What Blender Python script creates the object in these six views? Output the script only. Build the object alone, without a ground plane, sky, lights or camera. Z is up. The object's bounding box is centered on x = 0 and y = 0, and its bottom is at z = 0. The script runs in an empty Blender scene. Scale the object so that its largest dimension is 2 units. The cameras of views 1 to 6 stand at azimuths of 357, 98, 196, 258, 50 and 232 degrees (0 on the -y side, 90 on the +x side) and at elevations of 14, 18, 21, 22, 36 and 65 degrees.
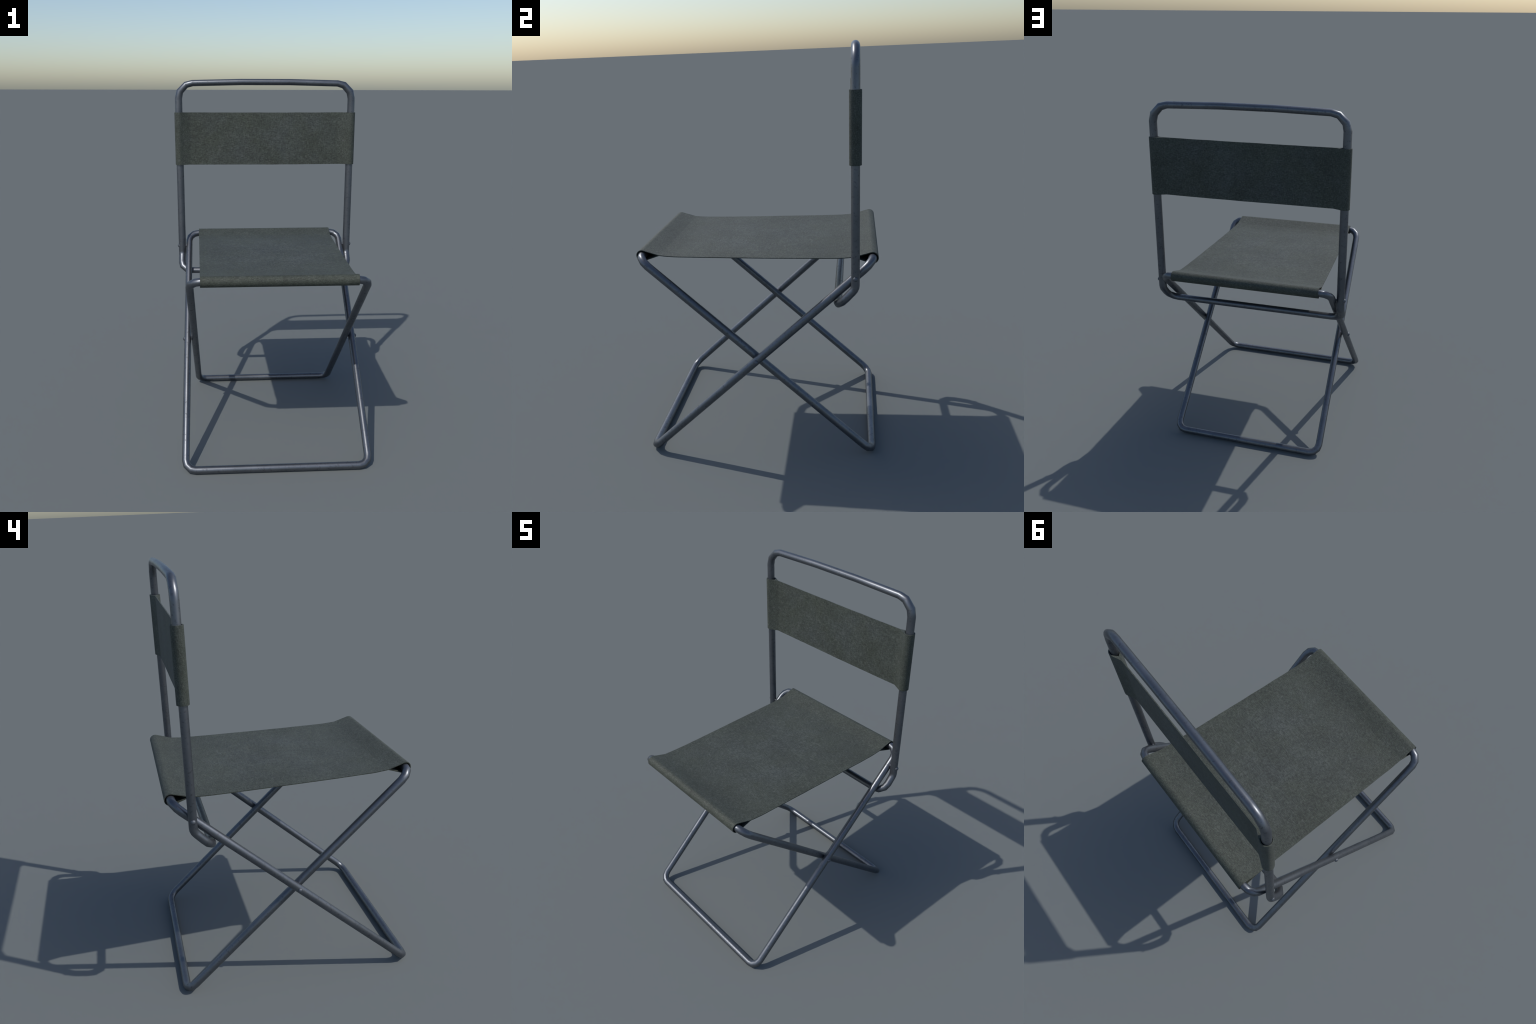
"""Folding camp chair: two crossing tube leg loops, a tube backrest loop,
a canvas seat sling and a canvas backrest band, joined by four pivot rivets."""
import bpy, math
from mathutils import Vector, Quaternion, noise

# ------------------------------------------------------------------ sizes (m)
R_LEG = 0.0200          # leg tube radius
R_BACK = 0.0202         # backrest tube radius
BACK_OVAL = (1.10, 0.97, 0.92)   # the backrest tube is a little oval
HALF_REACH = 0.5565     # leg loops reach this far to front and rear
Z_SEAT_BAR = 1.038
X_OUTER_LEG = 0.4815
X_INNER_LEG = 0.4410
X_BACK = 0.5253
Y_BACK = 0.4775
T_CLOTH = 0.0046
R_SLEEVE_SEAT = 0.0284
R_SLEEVE_BACK = 0.0274

scene = bpy.context.scene


# ------------------------------------------------------------- node helpers
class Nodes:
    def __init__(self, name):
        self.mat = bpy.data.materials.new(name)
        self.mat.use_nodes = True
        self.tree = self.mat.node_tree
        self.bsdf = self.tree.nodes["Principled BSDF"]
        self.coord = self.tree.nodes.new("ShaderNodeTexCoord").outputs["Object"]

    def link(self, a, b):
        self.tree.links.new(a, b)

    def feed(self, socket, value):
        if hasattr(value, "is_linked"):
            self.link(value, socket)
        else:
            socket.default_value = value

    def mapping(self, scale=(1, 1, 1), loc=(0, 0, 0), rot=(0, 0, 0), src=None):
        n = self.tree.nodes.new("ShaderNodeMapping")
        n.inputs["Scale"].default_value = scale
        n.inputs["Location"].default_value = loc
        n.inputs["Rotation"].default_value = rot
        self.link(src or self.coord, n.inputs["Vector"])
        return n.outputs["Vector"]

    def noise(self, scale, detail=4, rough=0.55, vec=None, distortion=0.0):
        n = self.tree.nodes.new("ShaderNodeTexNoise")
        n.inputs["Scale"].default_value = scale
        n.inputs["Detail"].default_value = detail
        n.inputs["Roughness"].default_value = rough
        n.inputs["Distortion"].default_value = distortion
        self.link(vec or self.coord, n.inputs["Vector"])
        return n.outputs["Fac"]

    def ramp(self, fac, stops):
        n = self.tree.nodes.new("ShaderNodeValToRGB")
        el = n.color_ramp.elements
        while len(el) < len(stops):
            el.new(0.5)
        for e, (p, c) in zip(el, stops):
            e.position = p
            e.color = (c, c, c, 1) if isinstance(c, (int, float)) else (*c, 1)
        self.link(fac, n.inputs["Fac"])
        return n.outputs["Color"]

    def math(self, op, a, b=0.0, clamp=False):
        n = self.tree.nodes.new("ShaderNodeMath")
        n.operation = op
        n.use_clamp = clamp
        self.feed(n.inputs[0], a)
        self.feed(n.inputs[1], b)
        return n.outputs[0]

    def mix(self, fac, a, b, blend="MIX"):
        n = self.tree.nodes.new("ShaderNodeMix")
        n.data_type = "RGBA"
        n.blend_type = blend
        self.feed(n.inputs[0], fac)
        for s, v in ((n.inputs[6], a), (n.inputs[7], b)):
            self.feed(s, v if hasattr(v, "is_linked") else (*v, 1))
        return n.outputs[2]

    def bump(self, height, strength, dist):
        n = self.tree.nodes.new("ShaderNodeBump")
        n.inputs["Strength"].default_value = strength
        n.inputs["Distance"].default_value = dist
        self.link(height, n.inputs["Height"])
        self.link(n.outputs["Normal"], self.bsdf.inputs["Normal"])

    def axes(self):
        n = self.tree.nodes.new("ShaderNodeSeparateXYZ")
        self.link(self.coord, n.inputs[0])
        return n.outputs


# ------------------------------------------------------------------ materials
def steel_material(name="dull_grey_steel", rough_base=0.345):
    m = Nodes(name)
    cloud = m.noise(9, 4)
    grain = m.noise(160, 3, 0.6)
    speck = m.ramp(m.noise(70, 2, 0.7), [(0.57, 0.0), (0.70, 1.0)])
    col = m.mix(m.ramp(cloud, [(0.35, 0.0), (0.65, 1.0)]), (0.126, 0.138, 0.156), (0.156, 0.167, 0.186))
    col = m.mix(m.math("MULTIPLY", speck, 0.45), col, (0.055, 0.057, 0.064))
    m.link(col, m.bsdf.inputs["Base Color"])
    m.bsdf.inputs["Metallic"].default_value = 0.85
    rough = m.math("ADD", m.math("MULTIPLY", grain, 0.10), rough_base)
    rough = m.math("ADD", rough, m.math("MULTIPLY", speck, 0.12))
    m.link(rough, m.bsdf.inputs["Roughness"])
    m.bump(grain, 0.05, 0.001)
    return m.mat


def canvas_material(name, along, across, center, half, spots=(), warm=1.0):
    """along / across: frequencies of the weft and warp threads; center/half: worn middle patch."""
    m = Nodes(name)
    thread_a = m.noise(1, 3, 0.6, m.mapping(along))
    thread_b = m.noise(1, 3, 0.6, m.mapping(across, loc=(3, 7, 1)))
    weave = m.math("ADD", m.math("MULTIPLY", thread_a, 0.6), m.math("MULTIPLY", thread_b, 0.4))
    blotch = m.noise(5.5, 5, 0.6, distortion=0.3)
    fine = m.noise(26, 4, 0.65)
    ax = m.axes()
    # worn middle: 1 in the centre, fading to the hems, broken up by noise
    far = None
    for a, c, h in zip(ax, center, half):
        if h is None:
            continue
        d = m.math("DIVIDE", m.math("ABSOLUTE", m.math("SUBTRACT", a, c)), h)
        far = d if far is None else m.math("MAXIMUM", far, d)
    wear = m.math("SUBTRACT", 1.0, far)
    wear = m.math("MULTIPLY", wear, 1.6, clamp=True)
    wear = m.math("MULTIPLY", wear, m.ramp(blotch, [(0.34, 0.0), (0.66, 1.0)]))
    olive = (0.0375 * warm, 0.0445, 0.0335)
    dusty = (0.0490 * warm, 0.0572, 0.0520 / warm)
    col = m.mix(m.math("MULTIPLY", wear, 0.9), olive, dusty)
    col = m.mix(m.ramp(fine, [(0.45, 0.0), (0.75, 0.35)]), col, (0.062, 0.068, 0.060))
    shade = m.ramp(weave, [(0.36, 0.52), (0.50, 0.98), (0.64, 1.55)])
    col = m.mix(1.0, col, shade, "MULTIPLY")
    # short pale scuffs
    scuff = m.ramp(m.noise(16, 2, 0.5, m.mapping((1.0, 3.5, 1.0), rot=(0, 0, 0.5))), [(0.70, 0.0), (0.76, 1.0)])
    col = m.mix(m.math("MULTIPLY", scuff, 0.38), col, (0.10, 0.11, 0.10))
    for s in spots:
        n = m.tree.nodes.new("ShaderNodeVectorMath")
        n.operation = "DISTANCE"
        m.link(m.mapping((1, 0, 1)), n.inputs[0])
        n.inputs[1].default_value = s
        near = m.ramp(n.outputs["Value"], [(0.005, 0.5), (0.009, 0.0)])
        col = m.mix(near, col, (0.085, 0.090, 0.083))
    cloud = m.ramp(m.noise(5, 4, 0.5, distortion=0.3), [(0.34, 0.90), (0.50, 1.02), (0.66, 1.15)])
    col = m.mix(1.0, col, cloud, "MULTIPLY")
    # single pale fibres in both thread directions
    fibre = m.math("MAXIMUM", m.ramp(thread_a, [(0.60, 0.0), (0.70, 1.0)]), m.ramp(thread_b, [(0.60, 0.0), (0.70, 1.0)]))
    col = m.mix(m.math("MULTIPLY", fibre, 0.45), col, (0.085, 0.094, 0.082))
    mottle = m.ramp(m.noise(34, 3, 0.6), [(0.33, 0.92), (0.67, 1.08)])
    col = m.mix(1.0, col, mottle, "MULTIPLY")
    m.link(col, m.bsdf.inputs["Base Color"])
    m.bsdf.inputs["Roughness"].default_value = 0.72
    m.bsdf.inputs["Specular IOR Level"].default_value = 0.5
    m.bsdf.inputs["Sheen Weight"].default_value = 0.03
    m.bsdf.inputs["Sheen Roughness"].default_value = 0.5
    m.bump(weave, 0.5, 0.002)
    return m.mat


# ------------------------------------------------------------------- geometry
def make_object(name, verts, faces, mat, parent, smooth_angle=None):
    me = bpy.data.meshes.new(name)
    me.from_pydata([tuple(v) for v in verts], [], faces)
    me.validate()
    import bmesh
    bm = bmesh.new()
    bm.from_mesh(me)
    bmesh.ops.recalc_face_normals(bm, faces=bm.faces)
    if smooth_angle is not None:
        for e in bm.edges:
            e.smooth = len(e.link_faces) == 2 and e.calc_face_angle(0) < smooth_angle
    bm.to_mesh(me)
    bm.free()
    me.polygons.foreach_set("use_smooth", [True] * len(me.polygons))
    me.materials.append(mat)
    ob = bpy.data.objects.new(name, me)
    scene.collection.objects.link(ob)
    ob.parent = parent
    return ob


def bent_path(corners, radii, steps=(0.0, 0.30, 0.70, 1.0)):
    """Closed polyline with every corner replaced by a bend of a given radius."""
    pts = []
    n = len(corners)
    for i in range(n):
        p, c, q = (Vector(corners[(i + k) % n]) for k in (-1, 0, 1))
        r = radii[i]
        u, w = (p - c).normalized(), (q - c).normalized()
        if r <= 0 or u.dot(w) < -0.9995:
            pts.append(c)
            continue
        half = u.angle(w) / 2
        centre = c + (u + w).normalized() * (r / math.sin(half))
        a = c + u * (r / math.tan(half)) - centre
        b = c + w * (r / math.tan(half)) - centre
        sweep = math.pi - 2 * half
        axis = a.cross(b).normalized()
        for s in steps:
            pts.append(centre + Quaternion(axis, sweep * s) @ a)
    return pts


def tube_loop(name, path, radius, mat, parent, sides=16, oval=(1, 1, 1)):
    """Sweep a round section along a closed path with mitred rings."""
    n = len(path)
    dirs = [(path[(i + 1) % n] - path[i]).normalized() for i in range(n)]
    ref = Vector((0.0, 0.3, 1.0))
    ref = (ref - dirs[0] * ref.dot(dirs[0])).normalized()
    refs = [ref]
    for i in range(1, n + 1):
        a, b = dirs[i - 1], dirs[i % n]
        refs.append(a.rotation_difference(b) @ refs[-1])
    end = refs[-1]
    twist = math.atan2(dirs[0].dot(end.cross(refs[0])), end.dot(refs[0]))
    verts, faces = [], []
    for i in range(n):
        d_in, d_out = dirs[i - 1], dirs[i]
        plane = (d_in + d_out).normalized()
        r = Quaternion(d_out, twist * i / n) @ refs[i]
        s = d_out.cross(r)
        for k in range(sides):
            t = 2 * math.pi * (k + 0.5) / sides
            off = (r * math.cos(t) + s * math.sin(t)) * radius
            off = Vector(o * f for o, f in zip(off, oval))
            off -= d_out * (off.dot(plane) / d_out.dot(plane))   # slide onto mitre plane
            verts.append(path[i] + off)
    for i in range(n):
        j = (i + 1) % n
        for k in range(sides):
            l = (k + 1) % sides
            faces.append((i * sides + k, i * sides + l, j * sides + l, j * sides + k))
    return make_object(name, verts, faces, mat, parent)


def along(a, b, parts):
    a, b = Vector(a), Vector(b)
    return [a.lerp(b, i / parts) for i in range(1, parts)]


def teardrop(centre, apex, r, steps=14):
    """Outline of a sleeve: from the apex, tangent round the bar, back to the apex."""
    c, a = Vector(centre), Vector(apex)
    d = a - c
    base = math.atan2(d.y, d.x)
    open_ = math.acos(min(1, r / d.length))
    out = []
    for i in range(steps + 1):
        t = base + open_ + (2 * math.pi - 2 * open_) * i / steps
        out.append(c + Vector((math.cos(t), math.sin(t))) * r)
    return out


def sling(name, mat, parent, spine, bars, r_sleeve, thick, place, rows, stitched=0.0055):
    """Canvas with a sleeve at both ends.  `spine`: 2D centre line of the single
    layer between the two sleeve seams; `bars`: 2D bar centres at both ends.
    The 2D section is swept through `rows` by place(point2d, row)."""
    n = len(spine)
    normals = []
    for i in range(n):
        d = (spine[min(i + 1, n - 1)] - spine[max(i - 1, 0)]).normalized()
        normals.append(Vector((-d.y, d.x)))
    up = [p + m * thick / 2 for p, m in zip(spine, normals)]
    low = [p - m * thick / 2 for p, m in zip(spine, normals)]
    sec = []                      # section vertices
    quads = []                    # section cells (for the two side caps)
    walls = []                    # section polylines to sweep

    def add(p):
        sec.append(p)
        return len(sec) - 1
    iu = [add(p) for p in up]
    il = [add(p) for p in low]
    for i in range(n - 1):
        quads.append((iu[i], iu[i + 1], il[i + 1], il[i]))
    walls += [iu, il]
    for end, bar in ((0, bars[0]), (n - 1, bars[1])):
        apex = spine[end]
        inner_apex = apex + (bar - apex).normalized() * stitched
        outer = teardrop(bar, apex, r_sleeve)
        inner = teardrop(bar, inner_apex, r_sleeve - thick)
        # orient so that the sleeve starts on the upper side
        if (outer[0] - up[end]).length > (outer[0] - low[end]).length:
            outer.reverse()
            inner.reverse()
        o = [iu[end]] + [add(p) for p in outer] + [il[end]]
        ia = add(inner_apex)
        inn = [ia] + [add(p) for p in inner] + [ia]
        for k in range(len(o) - 1):
            cell = [o[k], o[k + 1], inn[k + 1], inn[k]]
            quads.append(tuple(dict.fromkeys(cell)))
        quads.append((iu[end], ia, il[end]))
        walls += [o, inn]
    m = len(sec)
    verts, faces = [], []
    for row in rows:
        verts += [place(p, row) for p in sec]
    for r in range(len(rows) - 1):
        for w in walls:
            for a, b in zip(w, w[1:]):
                faces.append((r * m + a, r * m + b, (r + 1) * m + b, (r + 1) * m + a))
    last = (len(rows) - 1) * m
    for q in quads:
        faces.append(tuple(q))
        faces.append(tuple(last + v for v in q))
    return make_object(name, verts, faces, mat, parent, math.radians(42))


def curve_through(pts, per):
    """Catmull-Rom through 2D control points."""
    P = [Vector(p) for p in pts]
    P = [P[0] * 2 - P[1]] + P + [P[-1] * 2 - P[-2]]
    out = []
    for i in range(1, len(P) - 2):
        for k in range(per):
            t = k / per
            a, b, c, d = P[i - 1:i + 3]
            out.append(0.5 * ((2 * b) + (c - a) * t + (2 * a - 5 * b + 4 * c - d) * t * t
                              + (3 * b - a - 3 * c + d) * t ** 3))
    out.append(P[-2])
    return out


# ---------------------------------------------------------------------- build
steel = steel_material()
rivet_steel = steel_material("dark_rivet_steel", 0.55)
chair = bpy.data.objects.new("folding_chair", None)
scene.collection.objects.link(chair)
chair["label"] = "folding camp chair, dull steel tube frame, olive canvas seat and back"
chair["category"] = "folding chair"


def leg_loop(x, front_to_rear):
    """Rectangle of tube: seat bar at one end, floor bar at the other."""
    y = HALF_REACH * front_to_rear
    top_l, top_r = (-x, y, Z_SEAT_BAR), (x, y, Z_SEAT_BAR)
    floor_y = -y * 1.006
    bot_r, bot_l = (x, floor_y, R_LEG - 0.0002), (-x, floor_y, R_LEG - 0.0002)
    path = bent_path([top_l, top_r, bot_r, bot_l], [0.057, 0.057, 0.052, 0.052], (0.0, 0.32, 0.68, 1.0))
    return tube_loop("leg_frame", path, R_LEG, steel, chair)


leg_loop(X_OUTER_LEG, 1)       # rear seat bar to front floor bar
leg_loop(X_INNER_LEG, -1)      # front seat bar to rear floor bar

# backrest loop: slightly arched grip bar, uprights, short forward-bent stubs, cross bar
z_top, z_knee, z_low = 1.9725, 0.924, 0.834
y_low = 0.396
corners = [(-X_BACK, Y_BACK, z_top), (-0.15, Y_BACK, 1.9815), (0.15, Y_BACK, 1.9815), (X_BACK, Y_BACK, z_top),
           (X_BACK, Y_BACK, z_knee), (X_BACK, y_low, z_low), (-X_BACK, y_low, z_low), (-X_BACK, Y_BACK, z_knee)]
path = bent_path(corners, [0.088, 0, 0, 0.088, 0.045, 0.060, 0.060, 0.045])
tube_loop("backrest_frame", path, R_BACK, steel, chair, oval=BACK_OVAL)

# seat sling (section lives in the y-z plane)
apex_y = 0.470
section = curve_through([(-apex_y, 1.0392), (-0.42, 1.0352), (-0.365, 1.0332), (-0.15, 1.0316), (0.15, 1.0316),
                         (0.365, 1.0332), (0.42, 1.0352), (apex_y, 1.0392)], 6)
bar_pts = [Vector((-HALF_REACH, Z_SEAT_BAR)), Vector((HALF_REACH, Z_SEAT_BAR))]


def place_seat(p, s):
    half = 0.4045 + 0.0165 * (p.x / HALF_REACH)
    edge = abs(s) ** 14 * 0.0012 * noise.noise(Vector((p.x * 14, s, 3.1)))
    loose = max(0.0, 1 - abs(p.x) / 0.46)
    dip = 0.0010 * loose * noise.noise(Vector((p.x * 5, s * 3, 0.7)))
    return Vector((s * half + edge * (1 if s > 0 else -1), p.x, p.y + dip))


rows = [-1 + 2 * i / 40 for i in range(41)]
seat_cloth = canvas_material("worn_seat_canvas", (75, 255, 255), (255, 75, 255), (0, 0, 0), (0.46, 0.62, None))
sling("seat", seat_cloth, chair, section, bar_pts, R_SLEEVE_SEAT, T_CLOTH * 0.85, place_seat, rows)

# backrest band (section lives in the x-y plane)
seam = 0.466
band = [Vector((-seam + 2 * seam * i / 40, Y_BACK + 0.0015)) for i in range(41)]
z0, z1 = 1.4880, 1.8028


def place_band(p, h):
    mid = max(0.0, 1 - abs(p.x) / seam)
    wave = 0.0007 * mid * noise.noise(Vector((p.x * 5, h * 4, 9.2)))
    rag = 0.0010 * noise.noise(Vector((p.x * 11, p.y * 11, 4.0 + h))) * (2 * h - 1)
    sag = -0.0020 * mid * (1 - h) - 0.0010 * mid * h
    return Vector((p.x, p.y + wave, z0 + (z1 - z0) * h + rag + sag))


rows = [i / 20 for i in range(21)]
band_cloth = canvas_material("backrest_canvas", (75, 255, 255), (255, 255, 75), (0, 0, 1.646), (0.75, None, 0.30),
                             spots=((0.483, 0, 1.634), (-0.491, 0, 1.634)), warm=0.97)
sling("backrest", band_cloth, chair, band, [Vector((-X_BACK, Y_BACK)), Vector((X_BACK, Y_BACK))],
      R_SLEEVE_BACK, T_CLOTH, place_band, rows, stitched=0.026)


# pivot rivets: pin through both tubes with a domed head outside
def rivet_mesh(length, head_r=0.0120, pin_r=0.0060, head_h=0.0082, sides=14):
    """Lathe profile along +x; the head sits at x = 0 and the pin runs inwards."""
    prof = [(-length, 0.0), (-length, pin_r), (-0.012, pin_r), (-0.012, head_r), (-0.002, head_r)]
    prof += [(-0.002 + (head_h + 0.002) * math.sin(a), head_r * math.cos(a)) for a in (0.35, 0.7, 1.05, 1.35)]
    prof += [(head_h, 0.0)]
    verts, faces = [], []
    for px, pr in prof:
        for k in range(sides):
            t = 2 * math.pi * k / sides
            verts.append((px, pr * math.cos(t), pr * math.sin(t)))
    for i in range(len(prof) - 1):
        for k in range(sides):
            l = (k + 1) % sides
            faces.append((i * sides + k, i * sides + l, (i + 1) * sides + l, (i + 1) * sides + k))
    import bmesh
    me = bpy.data.meshes.new("rivet")
    me.from_pydata(verts, [], faces)
    bm = bmesh.new()
    bm.from_mesh(me)
    bmesh.ops.remove_doubles(bm, verts=bm.verts, dist=1e-6)
    bmesh.ops.recalc_face_normals(bm, faces=bm.faces)
    for e in bm.edges:
        e.smooth = e.calc_face_angle(0) < math.radians(50)
    bm.to_mesh(me)
    bm.free()
    me.polygons.foreach_set("use_smooth", [True] * len(me.polygons))
    me.materials.append(rivet_steel)
    return me


pivot = rivet_mesh(0.052)
for x, y, z in ((X_OUTER_LEG + R_LEG, 0.0, 0.530), (X_BACK + R_BACK * BACK_OVAL[0] - 0.0015, Y_BACK, 0.976)):
    for side in (1, -1):
        ob = bpy.data.objects.new("rivet", pivot)
        scene.collection.objects.link(ob)
        ob.location = (side * x, y, z)
        ob.rotation_euler = (0, 0, 0 if side > 0 else math.pi)
        ob.parent = chair
